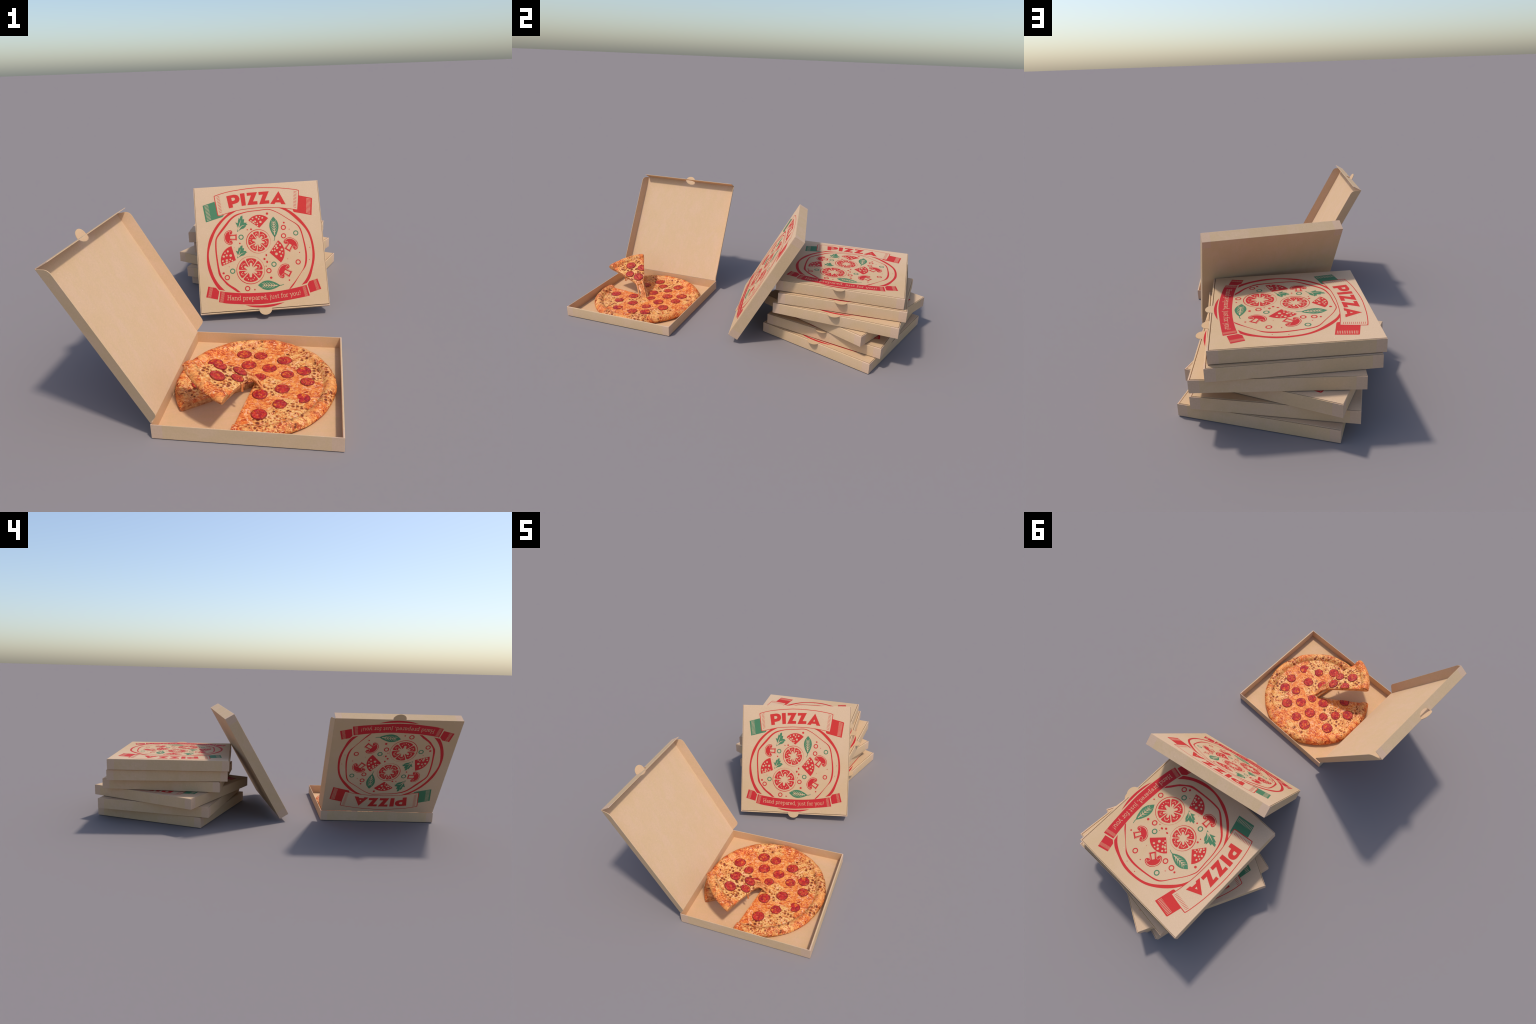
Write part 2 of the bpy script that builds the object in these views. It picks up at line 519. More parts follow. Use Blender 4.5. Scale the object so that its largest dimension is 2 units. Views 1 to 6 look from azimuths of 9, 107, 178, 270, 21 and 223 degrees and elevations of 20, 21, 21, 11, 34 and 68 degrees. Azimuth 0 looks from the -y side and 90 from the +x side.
class Print:
    """one printed motif: shapes (outline + holes) per ink, all laid on the lid"""
    def __init__(s, name):
        s.name = name
        s.shapes = []
    def put(s, mat, outline, holes=(), level=0):
        s.shapes.append((mat, outline, list(holes), level))
    def mesh(s):
        mats, parts = [], []
        for mat, outline, holes, level in s.shapes:
            cu = bpy.data.curves.new('shape', 'CURVE')
            cu.dimensions = '2D'
            cu.fill_mode = 'BOTH'
            cu.extrude = 0.00008
            for loop in [outline] + holes:
                sp = cu.splines.new('POLY')
                sp.points.add(len(loop) - 1)
                for q, (x, y) in zip(sp.points, loop):
                    q.co = (x * MM, y * MM, 0, 1)
                sp.use_cyclic_u = True
            ob = bpy.data.objects.new('shape', cu)
            SC.objects.link(ob)
            if mat not in mats:
                mats.append(mat)
            parts.append((ob, cu, mats.index(mat), 0.00014 + 0.00012 * level))
        bpy.context.view_layer.update()
        dg = bpy.context.evaluated_depsgraph_get()
        bm = bmesh.new()
        for ob, cu, mi, z in parts:
            me = bpy.data.meshes.new_from_object(ob.evaluated_get(dg))
            k = len(bm.faces)
            bm.from_mesh(me)
            bm.faces.ensure_lookup_table()
            vs = set()
            for f in bm.faces[k:]:
                f.material_index = mi
                f.smooth = False
                vs.update(f.verts)
            for v in vs:
                v.co.z += z
                v.co.y -= HINGE_Y
            bpy.data.meshes.remove(me)
        for ob, cu, _, _ in parts:
            bpy.data.objects.remove(ob)
            bpy.data.curves.remove(cu)
        me = bm_mesh(s.name, bm)
        for m in mats:
            me.materials.append(m)
        return me

def xf(pts, cx, cy, ang, sc=1.0, flip=1):
    c, s = cos(ang), sin(ang)
    return [(cx + sc * (flip * x * c - y * s), cy + sc * (flip * x * s + y * c)) for x, y in pts]

def ticks(p, mat, a0, a1, b0, b1, n, w, level):
    """a comb of short stitches running from side a0-a1 to side b0-b1"""
    for i in range(n):
        t = i / (n - 1)
        A = Vector(a0).lerp(Vector(b0), t)
        B = Vector(a1).lerp(Vector(b1), t)
        p.put(mat, stroke([tuple(A), tuple(B)], w), level=level)

def art_prints():
    prints = []
    # --- PIZZA lettering
    p = Print('pizza_lettering')
    bowl = [(-160.5, 277.5)] + smooth_line([(-122, 283.5), (-109, 282), (-98.5, 276), (-92, 263), (-93, 250), (-101, 240), (-115, 234.5), (-130.1, 231.2)], 4) \
        + [(-127.9, 214.6), (-150, 210.9)]
    p.put(RED, bowl, [[(-134.4, 266.4)] + smooth_line([(-124, 267.6), (-117, 265), (-115.4, 259), (-118.5, 253), (-124, 250.8), (-132.2, 249.5)], 3)])
    p.put(RED, [(-88.2, 286.5), (-63.6, 288.6), (-60.2, 221.3), (-82.2, 219.2)])
    for dx, dy in ((0, 0), (62.6, 0.4)):
        p.put(RED, [(x + dx, y + dy) for x, y in ((-52.2, 288.9), (3.8, 289.7), (-20.8, 240.2), (2, 240.3), (1.4, 222.6), (-52.6, 221.6), (-29.8, 273.6), (-51.3, 271.8))])
    p.put(RED, [(117, 287), (149.6, 212.4), (126.1, 215.2), (122.2, 224.6), (96.6, 226.2), (91.7, 218), (68.2, 220)], [[(112.4, 251.5), (117.4, 239.4), (105.6, 239.8)]])
    prints.append(p)

    # --- top banner: outlined ribbon with a green and a red tail
    p = Print('top_banner_print')
    g = [(-287.4, 234.3), (-223.5, 252.3), (-215, 205), (-211, 178)] + [(-196, 173)] + smooth_line([(-181, 178.5), (-181.5, 172.8), (-189.9, 166.3)], 3) + [(-275.5, 144.1)]
    p.put(GREEN, g)
    ticks(p, LIDKRAFT, (-278.4, 231.0), (-258, 236), (-268.9, 153.5), (-247.5, 158.5), 12, 2.0, 1)
    r = [(222.5, 256.6), (289, 238.5), (292.3, 234.5), (280.7, 144.6), (196, 166)] + smooth_line([(190, 168), (186, 172.5), (185, 182.0)], 3) + [(209.0, 177.0)]
    p.put(RED, r)
    ticks(p, LIDKRAFT, (261.8, 237), (284.5, 231.4), (252.8, 159.8), (274, 154.6), 13, 2.0, 1)
    top = smooth_line([(-217, 284), (-179.5, 294.5), (-128.4, 303.5), (-43.3, 311.5), (5, 312.5), (42, 311), (122.7, 304), (189.9, 293), (215, 287)], 6)
    bot = smooth_line([(-207.0, 174.2), (-153.3, 187), (-102.3, 197.5), (-34.7, 202.6), (0, 203.3), (64, 201.2), (113.5, 196.4), (163.5, 188), (209.3, 178.3)], 6)
    p.put(RED, stroke(top, 3.6))
    p.put(RED, stroke(bot, 3.2), level=1)
    p.put(RED, stroke(smooth_line([(-216, 284.2), (-222.5, 281.5), (-223.6, 275.7), (-217.4, 230.3), (-211.3, 181.6), (-206.5, 174.4)], 5), 4.2), level=1)
    p.put(RED, stroke(smooth_line([(214, 287.4), (221.5, 284.5), (223.6, 278.4), (217.1, 226.3), (209.3, 178)], 5), 4.0), level=1)
    ticks(p, RED, (-212.7, 275.9), (-197, 281.5), (-202.5, 189.6), (-188, 195.2), 12, 2.0, 0)
    ticks(p, RED, (197.5, 282.0), (213.2, 276.4), (187.9, 196.3), (203.7, 191.6), 12, 2.0, 0)
    prints.append(p)

    # --- the two rings of the drawn pizza
    p = Print('pizza_outline_print')
    relaxed = lambda pts, n: relax(smooth_line(pts, n), 80)
    relaxed2 = lambda pts, n: relax(smooth_line(pts, n), 20)
    lo = relaxed([(-152, 187.3), (-188.8, 157.7), (-224.6, 120.8), (-252.4, 75.5), (-267, 42), (-279.3, -14.2), (-281.9, -72.6), (-273.5, -125), (-252.4, -177.9), (-231.5, -212.3)], 5)
    li = relaxed([(-199.5, -219.8), (-226.6, -188.1), (-245.9, -153.7), (-256.4, -124.2), (-270.0, -62.6), (-266.5, -2.1), (-243.5, 57.6), (-226.1, 95), (-189.9, 140.6), (-154.5, 170.7), (-108, 196.8)], 5)
    p.put(RED, lo + li)
    ro = relaxed([(150, 188.5), (186.6, 162.4), (223.5, 121.8), (246, 87), (268.5, 36.3), (277.5, -41.4), (273, -95), (256.8, -146.1), (243.3, -183.5), (222.3, -211.7)], 5)
    ri = relaxed([(193.4, -219.5), (214, -198), (231, -172), (254.3, -118.6), (266, -47.2), (258.2, 30.6), (235, 81), (207.8, 116), (177, 149.2), (145.7, 177.4), (108, 197)], 5)
    p.put(RED, ro + ri)
    wo = relaxed2([(-188.6, -191), (-210, -162), (-225.3, -137.2), (-231, -95), (-235.9, -21.7), (-234.6, 30.7), (-224.8, 65.2), (-189.2, 111), (-156, 148.5), (-129.5, 169), (-103.6, 179.2), (-52.6, 188.6), (0, 191.3), (51, 194.4),
                      (78.8, 185.7), (111.1, 167.7), (158.8, 132), (197.5, 104.3), (216.3, 78), (227, 30), (236.4, -38.4), (234.9, -88.7), (223.9, -125), (201, -153), (162.6, -205), (146.4, -224.5), (135, -234.5)], 5)
    wi = relaxed2([(128, -234.5), (142.2, -218.7), (165, -194.3), (195.9, -155.6), (215.4, -126), (225.4, -88), (228, -37.8), (220.7, 30), (209.8, 76), (193, 102.2), (158.5, 128), (110.8, 164), (78.4, 181.4), (51, 190),
                      (0, 187), (-52.9, 184.3), (-99, 173.7), (-125, 161.8), (-148.1, 142.8), (-180.4, 104), (-218.6, 60.3), (-227.1, 30.2), (-228.4, -22.2), (-222.5, -95), (-213.5, -138), (-199.4, -162.8), (-176.5, -188)], 5)
    p.put(RED, wo + wi)
    p.put(RED, smooth_line([(-189.5, -189.5), (-178, -199.5), (-160, -214), (-136.7, -232.5)], 4) + [(-120, -234)] + smooth_line([(-145, -211), (-165, -197), (-177.5, -187.5)], 4), level=1)
    p.put(RED, smooth_line([(-101, -301.3), (-80, -309.3), (-58.1, -314.8), (-28, -318.4), (5, -319.9), (40, -317), (70, -310.3), (100, -301.2)], 4)
          + smooth_line([(70, -303.2), (37.7, -305.8), (0, -307.6), (-27.9, -307.3), (-65, -305)], 4))
    prints.append(p)

    # --- bottom banner with its two tails
    p = Print('bottom_banner_print')
    bt = smooth_line([(-224.9, -220), (-198.5, -226.3), (-133.8, -236.1), (-68.8, -241.3), (0, -243.6), (40, -243), (92.5, -240), (159.2, -231.8), (219.8, -221)], 4)
    bb = smooth_line([(231.8, -276.8), (190, -283), (137.5, -289.3), (54.7, -297.7), (0, -301.5), (-45, -301), (-89.5, -298.2), (-186.4, -287), (-235.2, -275.7)], 4)
    p.put(RED, bt + bb)
    ticks(p, LIDKRAFT, (-218.5, -226), (-202.2, -230), (-229, -274.4), (-212.8, -278), 15, 0.9, 1)
    ticks(p, LIDKRAFT, (197.7, -229.5), (212.7, -226.5), (206.5, -277.4), (222, -274.6), 15, 0.9, 1)
    p.put(RED, [(-284.3, -192), (-245.7, -201.4), (-229.9, -221.4), (-240, -262.3), (-298.3, -246.5)])
    ticks(p, LIDKRAFT, (-276.4, -197), (-260.3, -201), (-288.8, -245.5), (-272.8, -249.2), 15, 0.9, 1)
    p.put(RED, [(235.6, -202.8), (279, -191.9), (293.5, -246.8), (234.9, -262.2), (225, -218.6)])
    ticks(p, LIDKRAFT, (257, -199.5), (271.9, -196.2), (268.6, -249.6), (284.3, -246.2), 15, 0.9, 1)
    prints.append(p)

    # --- slogan in a light slab-serif hand, written as strokes
    p = Print('slogan_lettering')
    def arc(cx, cy, rx, ry, a0, a1, n=9):
        return [(cx + rx * cos(radians(a0 + (a1 - a0) * i / n)), cy + ry * sin(radians(a0 + (a1 - a0) * i / n))) for i in range(n + 1)]
    def sf(x, y, w=0.24):
        return [(x - w, y), (x + w, y)]
    G = {
        'H': (1.45, [[(.3, 0), (.3, 1.5)], [(1.15, 0), (1.15, 1.5)], [(.3, .78), (1.15, .78)], sf(.3, 0), sf(.3, 1.5), sf(1.15, 0), sf(1.15, 1.5)]),
        'a': (1.0, [arc(.45, .68, .3, .32, 160, 0) + [(.75, 0)], arc(.45, .29, .3, .29, 85, 350, 12), [(.75, 0), (.95, 0)], [(.45, .58), (.75, .58)]]),
        'n': (1.2, [[(.25, 0), (.25, 1)], [(.25, .72)] + arc(.6, .68, .33, .32, 150, 0) + [(.93, 0)], sf(.25, 0), sf(.93, 0), [(.02, 1), (.25, 1)]]),
        'd': (1.15, [arc(.45, .5, .36, .5, 40, 320, 14), [(.82, 0), (.82, 1.5)], [(.6, 1.5), (.82, 1.5)], [(.82, 0), (1.02, 0)]]),
        'p': (1.15, [[(.25, -.5), (.25, 1)], arc(.6, .5, .36, .5, 140, -140, 14), sf(.25, -.5), [(.03, 1), (.25, 1)]]),
        'r': (.85, [[(.25, 0), (.25, 1)], [(.25, .65)] + arc(.6, .65, .33, .33, 150, 60, 5), sf(.25, 0, .26), [(.02, 1), (.25, 1)]]),
        'e': (1.0, [[(.12, .52), (.82, .52)] + arc(.47, .5, .36, .5, 5, 320, 15)]),
        ',': (.45, [[(.2, .12), (.24, -.05), (.12, -.3)]]),
        ' ': (.50, []),
        'j': (.55, [[(.3, 1), (.3, -.3)] + arc(.08, -.3, .22, .2, 0, -100, 5), [(.06, 1), (.3, 1)], [(.3, 1.32), (.3, 1.48)]]),
        'u': (1.2, [[(.24, 1)] + arc(.57, .33, .33, .33, 180, 330, 8) + [(.9, .3)], [(.9, 1), (.9, 0), (1.08, 0)], [(.02, 1), (.24, 1)], [(.7, 1), (.9, 1)]]),
        's': (.85, [arc(.42, .74, .27, .26, 30, 230, 8) + arc(.42, .26, .29, .26, 70, -150, 9)]),
        't': (.75, [[(.3, 1.35), (.3, .25)] + arc(.55, .25, .25, .25, 180, 300, 5), [(.05, 1), (.65, 1)]]),
        'f': (.72, [[(.28, 0), (.28, 1.15)] + arc(.58, 1.15, .3, .35, 180, 60, 6), sf(.28, 0), [(.05, 1), (.62, 1)]]),
        'o': (1.05, [arc(.5, .5, .39, .5, 0, 360, 16)]),
        'y': (1.05, [[(.15, 1), (.55, .05)], [(.92, 1), (.45, -.3), (.2, -.48)], sf(.15, 1, .2), sf(.92, 1, .17)]),
        '!': (.5, [[(.25, 1.5), (.25, .45)], [(.25, .14), (.25, 0)]]),
    }
    text = 'Hand prepared, just for you!'
    total = sum(G[c][0] for c in text)
    x0, x1 = -193.0, 188.0
    unit = (x1 - x0) / total
    size = 14.6
    pen = x0
    for ch in text:
        w, lines = G[ch]
        mid = pen + w * unit / 2
        base = -277.8 + 9.8 * (mid / 187) ** 2
        slope = atan2(2 * 9.8 * mid / 187 ** 2, 1)
        for ln in lines:
            q = [((x - w / 2) * unit, y * size) for x, y in ln]
            q = xf(q, mid, base, slope)
            if len(q) > 2 and (Vector(q[0]) - Vector(q[-1])).length < 0.2:
                q = q[:-1] + [q[0]]
            p.put(LIDKRAFT, stroke(q, 2.0), level=1)
        pen += w * unit
    prints.append(p)

    # --- tomato slices
    p = Print('tomato_print')
    def tomato(cx, cy, ro, rf, gaps, thick, ox, oy):
        p.put(RED, ellipse(cx - ox * 0.3, cy - oy * 0.3, ro, n=56), [ellipse(cx + ox * 0.75, cy + oy * 0.75, ro - thick, n=56)])
        gaps = sorted(gaps)
        for i, g0 in enumerate(gaps):
            g1 = gaps[(i + 1) % len(gaps)]
            if g1 < g0:
                g1 += 360
            m = radians((g0 + g1) / 2)
            half = radians((g1 - g0) / 2)
            k = rf / 54.0
            gap = 2.2 * k
            rnd = 5 * k
            # in a frame whose +x runs along the wedge's middle
            def side(r, sgn):
                a = sgn * (half - gap / r)
                return (r * cos(a), r * sin(a))
            tip_r, lobe_w, lobe_r = 15.5 * k, 5.7 * k * min(1.0, half / radians(29)), 28 * k
            pts = [side(tip_r, -1), side(rf - rnd, -1)]
            a1 = half - (gap + rnd * 0.75) / rf
            pts += [(rf * cos(a), rf * sin(a)) for a in (-a1 + 2 * a1 * t / 12 for t in range(13))]
            pts += [side(rf - rnd, 1), side(tip_r, 1)]
            pts += [(lobe_r * 0.82, lobe_w * 0.92)]
            pts += [(lobe_r + lobe_w * 0.9 * cos(a), lobe_w * sin(a)) for a in (pi / 2 - pi * t / 8 for t in range(9))]
            pts += [(lobe_r * 0.82, -lobe_w * 0.92)]
            holes = []
            spread = half - 0.22
            for j, t in enumerate((-1, -0.5, 0.02, 0.5, 1)):
                a = t * spread * (0.92 if abs(t) < 1 else 0.86)
                r = (43.5 if j % 2 else 45.5) * k
                if abs(t) == 1:
                    r = 38.5 * k
                holes.append(ellipse(r * cos(a), r * sin(a), (3.3 if half > 0.47 else 2.6) * k, (2.0 if half > 0.47 else 1.6) * k, a, 9))
            p.put(RED, xf(pts, cx, cy, m), [xf(h, cx, cy, m) for h in holes])
    tomato(-9.6, 24.6, 63.8, 53.5, [80, 17, -49, -103, -157, 123], 2.4, 1.3, -0.9)
    tomato(-61, -123, 73.2, 62, [114, 52, -5, -52, -136, 178], 2.4, 0.6, 1.3)
    prints.append(p)

    # --- sausage wedges
    p = Print('sausage_print')
    dots = [(-42.5, 42.5, 4.2, 5, .6), (-29, 53, 5, 4.6, 0), (-8, 58.5, 5.4, 6, 0), (9, 60, 4.2, 3.4, 0), (22, 51.5, 5.6, 4.8, .3), (2.5, 48, 5, 5, 0),
            (-17, 38, 4.4, 6.4, .5), (-34.5, 32, 6.8, 5.2, -.2), (-23.6, 22.5, 3.6, 3.2, 0), (-7.6, 25.5, 4.4, 3.8, 0), (-8.4, 13.5, 4, 3.8, 0), (10, 31, 6.8, 6.8, 0)]
    for (cx, cy, ax, half, R, flip) in ((0.6, 95.5, 92.7, 48.5, 69.5, 1), (-133.8, -66.1, 151.3, 48.2, 77, 1), (43.2, -38.7, 2.6, 48.4, 78, 1)):
        k = R / 69.5
        out = [(0, 0)] + [(R * 1.01 * sin(radians(half - 2 * half * t / 16)) , R * 1.01 * cos(radians(half - 2 * half * t / 16))) for t in range(17)]
        rot = radians(ax - 90)
        hs = []
        for x, y, a, b, r in dots:
            x, y, a, b = x * k, y * k, a * k * 0.92, b * k * 0.92
            # keep every speck clear of the wedge's edges
            for _ in range(40):
                e = ellipse(x, y, a + 1.4, b + 1.4, r, 12)
                if all(hypot(u, v) < R - 0.5 and abs(atan2(u, v)) < radians(half - 1) for u, v in e):
                    break
                x, y = x * 0.97, y + (0.62 * R - y) * 0.03
            hs.append(ellipse(x, y, a, b, r, 12))
        p.put(RED, xf(out, cx, cy, rot), [xf(h, cx, cy, rot, 1.0, flip) for h in hs])
    prints.append(p)

    # --- mushrooms: drawn cap up, stem down
    p = Print('mushroom_print')
    cap = smooth_line([(0, 35), (18, 32), (32, 21), (38.5, 6), (38, -2), (33, -9), (24, -9.5), (16, -3.5)], 4) + [(15.5, -12), (17.5, -32), (-17.5, -32), (-15.5, -12)] \
        + smooth_line([(-16, -3.5), (-24, -9.5), (-33, -9), (-38, -2), (-38.5, 6), (-32, 21), (-18, 32), (0, 35)], 4)[:-1]
    light = smooth_line([(-35.6, 2), (-29.8, 18.3), (-16.8, 28.8), (0, 32.2), (16.8, 28.8), (29.8, 18.3), (35.6, 2)], 4) + smooth_line([(34.6, -0.5), (27.8, 16.2), (15.6, 26.0), (0, 29.2), (-15.6, 26.0), (-27.8, 16.2), (-34.6, -0.5)], 4)
    pane = [(-6.2, 2), (6.2, 2), (8.0, -25), (-8.0, -25)]
    for cx, cy, ang, sc in ((-152.8, 55, 90 - 2, 1.0), (155.6, -5.5, -36, 1.06), (115.0, -142.5, 58, 1.04)):
        a = radians(ang)
        p.put(RED, xf(cap, cx, cy, a, sc))
        p.put(LIDKRAFT, xf(light, cx, cy, a, sc), level=1)
        p.put(LIDKRAFT, xf(pane, cx, cy, a, sc), level=1)
        for f in (1, -1):
            curl = smooth_line([(15.4, -29), (13.2, -10), (14.5, 0.5), (20, 5), (27.5, 4), (31, -1), (28.5, -5)], 4)
            p.put(LIDKRAFT, xf(stroke(curl, 1.7, 1.5), cx, cy, a, sc, f), level=1)
    prints.append(p)

    # --- basil and parsley leaves
    p = Print('herb_print')
    def basil(cx, cy, ang, sc, bend):
        L = 56
        prof = [(0, -L), (7, -L + 9), (14, -34), (22, -12), (24.8, 8), (20, 30), (9, 47), (0, 58)]
        right = smooth_line(prof, 4)
        left = [(-x, y) for x, y in smooth_line(prof, 4)][::-1]
        a = radians(ang)
        p.put(GREEN, xf(right + left[1:-1], cx, cy, a, sc))
        p.put(GREEN, xf(stroke(smooth_line([(0, -L + 6), (-1 * bend, -L - 8), (-4 * bend, -L - 20)], 4), 4.0, 3.0), cx, cy, a, sc))
        p.put(LIDKRAFT, xf(stroke([(0, -42), (0, -10), (0, 20), (0, 36)], 5.5, 0.7), cx, cy, a, sc), level=1)
        for i, y in enumerate((-30, -16, -2, 11, 22)):
            ln = 16 - abs(i - 1.6) * 1.6
            for f in (1, -1):
                v = smooth_line([(0, y), (ln * 0.55, y + 7), (ln, y + 18)], 4)
                p.put(LIDKRAFT, xf(stroke(v, 4.2, 0.6), cx, cy, a, sc, f), level=1)
    basil(77.6, 94.5, 0, 0.97, 1.6)
    basil(27.5, -208.5, 85, 1.0, -1.6)
    leaf = [(0, 0), (2.4, 22), (-1.5, 40), (-5.4, 53.3), (6, 47.4), (9, 62), (13.9, 76), (18.5, 69), (22, 82), (33.1, 87.5), (34, 77), (32.4, 66.1), (41.7, 67.2), (40.5, 58), (37.8, 48.6), (54.4, 46.5), (50, 42.2),
            (57.8, 36.9), (49, 33.2), (46.1, 25.7), (36, 17.5), (21.8, 13.8), (8, 6)]
    for cx, cy, sc in ((-116.6, 80.8, 1.0), (-126, -57.6, 0.77)):
        kx = 1.0 if sc == 1.0 else 1.22
        L = [(x * kx, y) for x, y in leaf]
        p.put(GREEN, xf(L, cx, cy, 0, sc))
        for v in ([(5, 9), (3.2, 26), (-1.5, 42)], [(6.5, 12), (15, 40), (23, 62)], [(8, 12), (24, 30), (42, 36)]):
            p.put(LIDKRAFT, xf(stroke(smooth_line([(x * kx, y) for x, y in v], 4), 6.0 if v[0][0] > 5.5 else 4.2, 0.8), cx, cy, 0, sc), level=1)
        p.put(LIDKRAFT, xf([(5 * kx, 6), (10 * kx, 9), (13 * kx, 24), (9 * kx, 29), (5 * kx, 20)], cx, cy, 0, sc), level=1)
    prints.append(p)

    # --- olive rings and pepper dots
    p = Print('olive_print')
    for x, y in ((-184.2, -153.2), (126.4, 88.9), (123.4, 44.3), (187.3, -98.8), (32.2, -133), (-84.2, -217.3)):
        p.put(RED, ellipse(x, y, 13.8, n=24), [ellipse(x, y, 8.4, n=20)])
    for x, y in ((-98.2, 52.8), (-154.3, -122), (188.8, 54.9), (61.1, -101.5)):
        p.put(GREEN, ellipse(x, y, 13.8, n=24), [ellipse(x, y, 8.6, n=20)])
    for x, y, a, b in ((46.9, 169.2, 6.6, 6.6), (-43.3, 90.9, 5.2, 5.2), (-62.9, 89.8, 3.5, 3.2), (130.9, 114.6, 5.2, 4.8), (-107.1, 20.4, 4.2, 4.2), (-201.4, -129.7, 6.2, 5.6), (-137.7, 0, 1.4, 1.4), (-170.8, -98.1, 2, 2),
                       (25.5, -51, 4.4, 6.2), (14.2, -70.4, 5.6, 6), (26.9, -86.6, 5, 6.6), (19.8, -108.5, 2.6, 3.4), (41.3, -87.7, 2, 1.7), (40.9, -170.5, 6.6, 6.2), (133.7, -189.7, 4.2, 4.2), (199.4, -49.6, 2.8, 2.8),
                       (134.6, -78.1, 1.8, 1.8), (255, -26.6, 2.4, 2.4), (246.8, -89.2, 2.2, 2.2), (156, 77.5, 2.4, 2.4), (-47.6, -225.7, 4, 4)):
        p.put(RED, ellipse(x, y, a, b, 0, 12))
    prints.append(p)
    return [(q.name, q.mesh()) for q in prints]

# ------------------------------------------------------------------ assemble boxes
PRINTS = art_prints()
TRAY, FRONT, LID, TAB, FLAP, SIDE = tray_mesh(), front_wall_mesh(), lid_mesh(), tab_mesh(), front_flap_mesh(), side_flap_mesh()

def make_box(matrix, angle, splay, label):
    box = bpy.data.objects.new('pizza_box', None)
    SC.objects.link(box)
    box.matrix_world = matrix
    box['label'] = label
    box['category'] = 'pizza box'
    add('tray', TRAY, box)
    add('front_wall', FRONT, box)
    lid = add('lid', LID, box)
    lid.location = (0, HINGE_Y, LID_TOP if angle == 0 else WALL_H + 0.0008)
    lid.rotation_euler = (-angle, 0, 0)
    add('tab', TAB, lid)
    add('front_flap', FLAP, lid)
    for sgn in (1, -1):
        f = add('side_flap', SIDE, lid)
        # the mesh is the flap on the -x side; turn it half round is not possible without
        # swapping its ends, so the other one is mirrored
        f.scale = (sgn, 1, 1)
        f.location = (-sgn * (LID_W / 2 + (0.0004 if angle else -0.0026)), 0, 0)
        f.rotation_euler = (0, sgn * splay, 0)
    for name, me in PRINTS:
        add(name, me, lid)
    return box

STACK = [(0.0493, 0.5647, 70.96), (0.0136, 0.5652, 77.03), (-0.0063, 0.5569, 64.28), (0.0472, 0.5730, 86.64), (0.0142, 0.5649, 92.61), (-0.0050, 0.5503, 91.64)]
PITCH = 0.0623
for i, (x, y, a) in enumerate(STACK):
    make_box(Matrix.Translation((x, y, PITCH * i)) @ Matrix.Rotation(radians(a), 4, 'Z'), 0.0, 0.0,
             'closed brown cardboard pizza box with red and green print')

LEAN = Matrix(((0.97825, -0.11783, 0.17070, 0.07712), (0.20661, 0.48064, -0.85223, 0.14552), (0.01837, 0.86897, 0.49453, 0.30942), (0, 0, 0, 1)))
make_box(LEAN, 0.0, 0.0, 'closed printed cardboard pizza box leaning on its edge')

OPEN_POS = (0.1671, -0.6573)
make_box(Matrix.Translation((*OPEN_POS, 0)) @ Matrix.Rotation(radians(90.0), 4, 'Z'), radians(119.3), radians(17.5),
         'open brown cardboard pizza box with raised lid')

# ------------------------------------------------------------------ pizza
PC = Vector((0.1560, -0.6530, 0.0))
PR = 0.3235
A0, A1 = -98.5, 216.5
FLOOR = 0.0032

def fbm(x, y, z, s, o=3):
    return noise.fractal(Vector((x * s, y * s, z * s)), 1.0, 2.0, o)

# half section of the pizza: (radius, height), from the middle of the top round to the middle of the underside
TOP = [(0.0, 0.0276), (0.05, 0.0276), (0.10, 0.0273), (0.16, 0.0272), (0.21, 0.0270), (0.245, 0.0265), (0.262, 0.0258), (0.2695, 0.0252)]
RIM = [(0.2695, 0.0252), (0.2725, 0.0288), (0.279, 0.0356), (0.288, 0.0408), (0.298, 0.0418), (0.309, 0.0380), (0.3180, 0.0290), (0.3220, 0.0200), (0.3195, 0.0125), (0.3110, 0.0065), (0.300, 0.0036), (0.26, 0.0032), (0.15, 0.0032), (0.0, 0.0032)]

def resample(pts, step):
    out = [pts[0]]
    fine = smooth_line(pts, 12)
    acc = 0.0
    for a, b in zip(fine, fine[1:]):
        acc += hypot(b[0] - a[0], b[1] - a[1])
        if acc >= step:
            out.append(b)
            acc = 0.0
    if hypot(out[-1][0] - pts[-1][0], out[-1][1] - pts[-1][1]) > 1e-6:
        out[-1] = pts[-1]
    return out

def pizza_point(r, z, th, seed=0.0):
    """section point turned to angle th, with the hand-made unevenness of a real pie"""
    x, y = r * cos(th), r * sin(th)
    low = z <= 0.0045
    k = 0.0 if low else min(1.0, (z - 0.0045) / 0.015)
    edge = max(0.0, min(1.0, (r - 0.262) / 0.03))
    lump = fbm(x + seed, y, 0.0, 16.0) * 0.0018 + fbm(x, y + seed, 4.0, 60.0) * 0.0009
    swell = fbm(cos(th) * 0.4, sin(th) * 0.4 + seed, 1.0, 9.0, 2) * 0.0042 * edge
    dz = (lump + swell) * k
    dr = edge * (fbm(cos(th) * 0.35, sin(th) * 0.35, 7.0 + seed, 10.0, 2) * 0.0028 + fbm(cos(th) * 0.3, sin(th) * 0.3, z * 6, 40.0, 2) * 0.0008)
    return (r + dr) * cos(th), (r + dr) * sin(th), z + dz

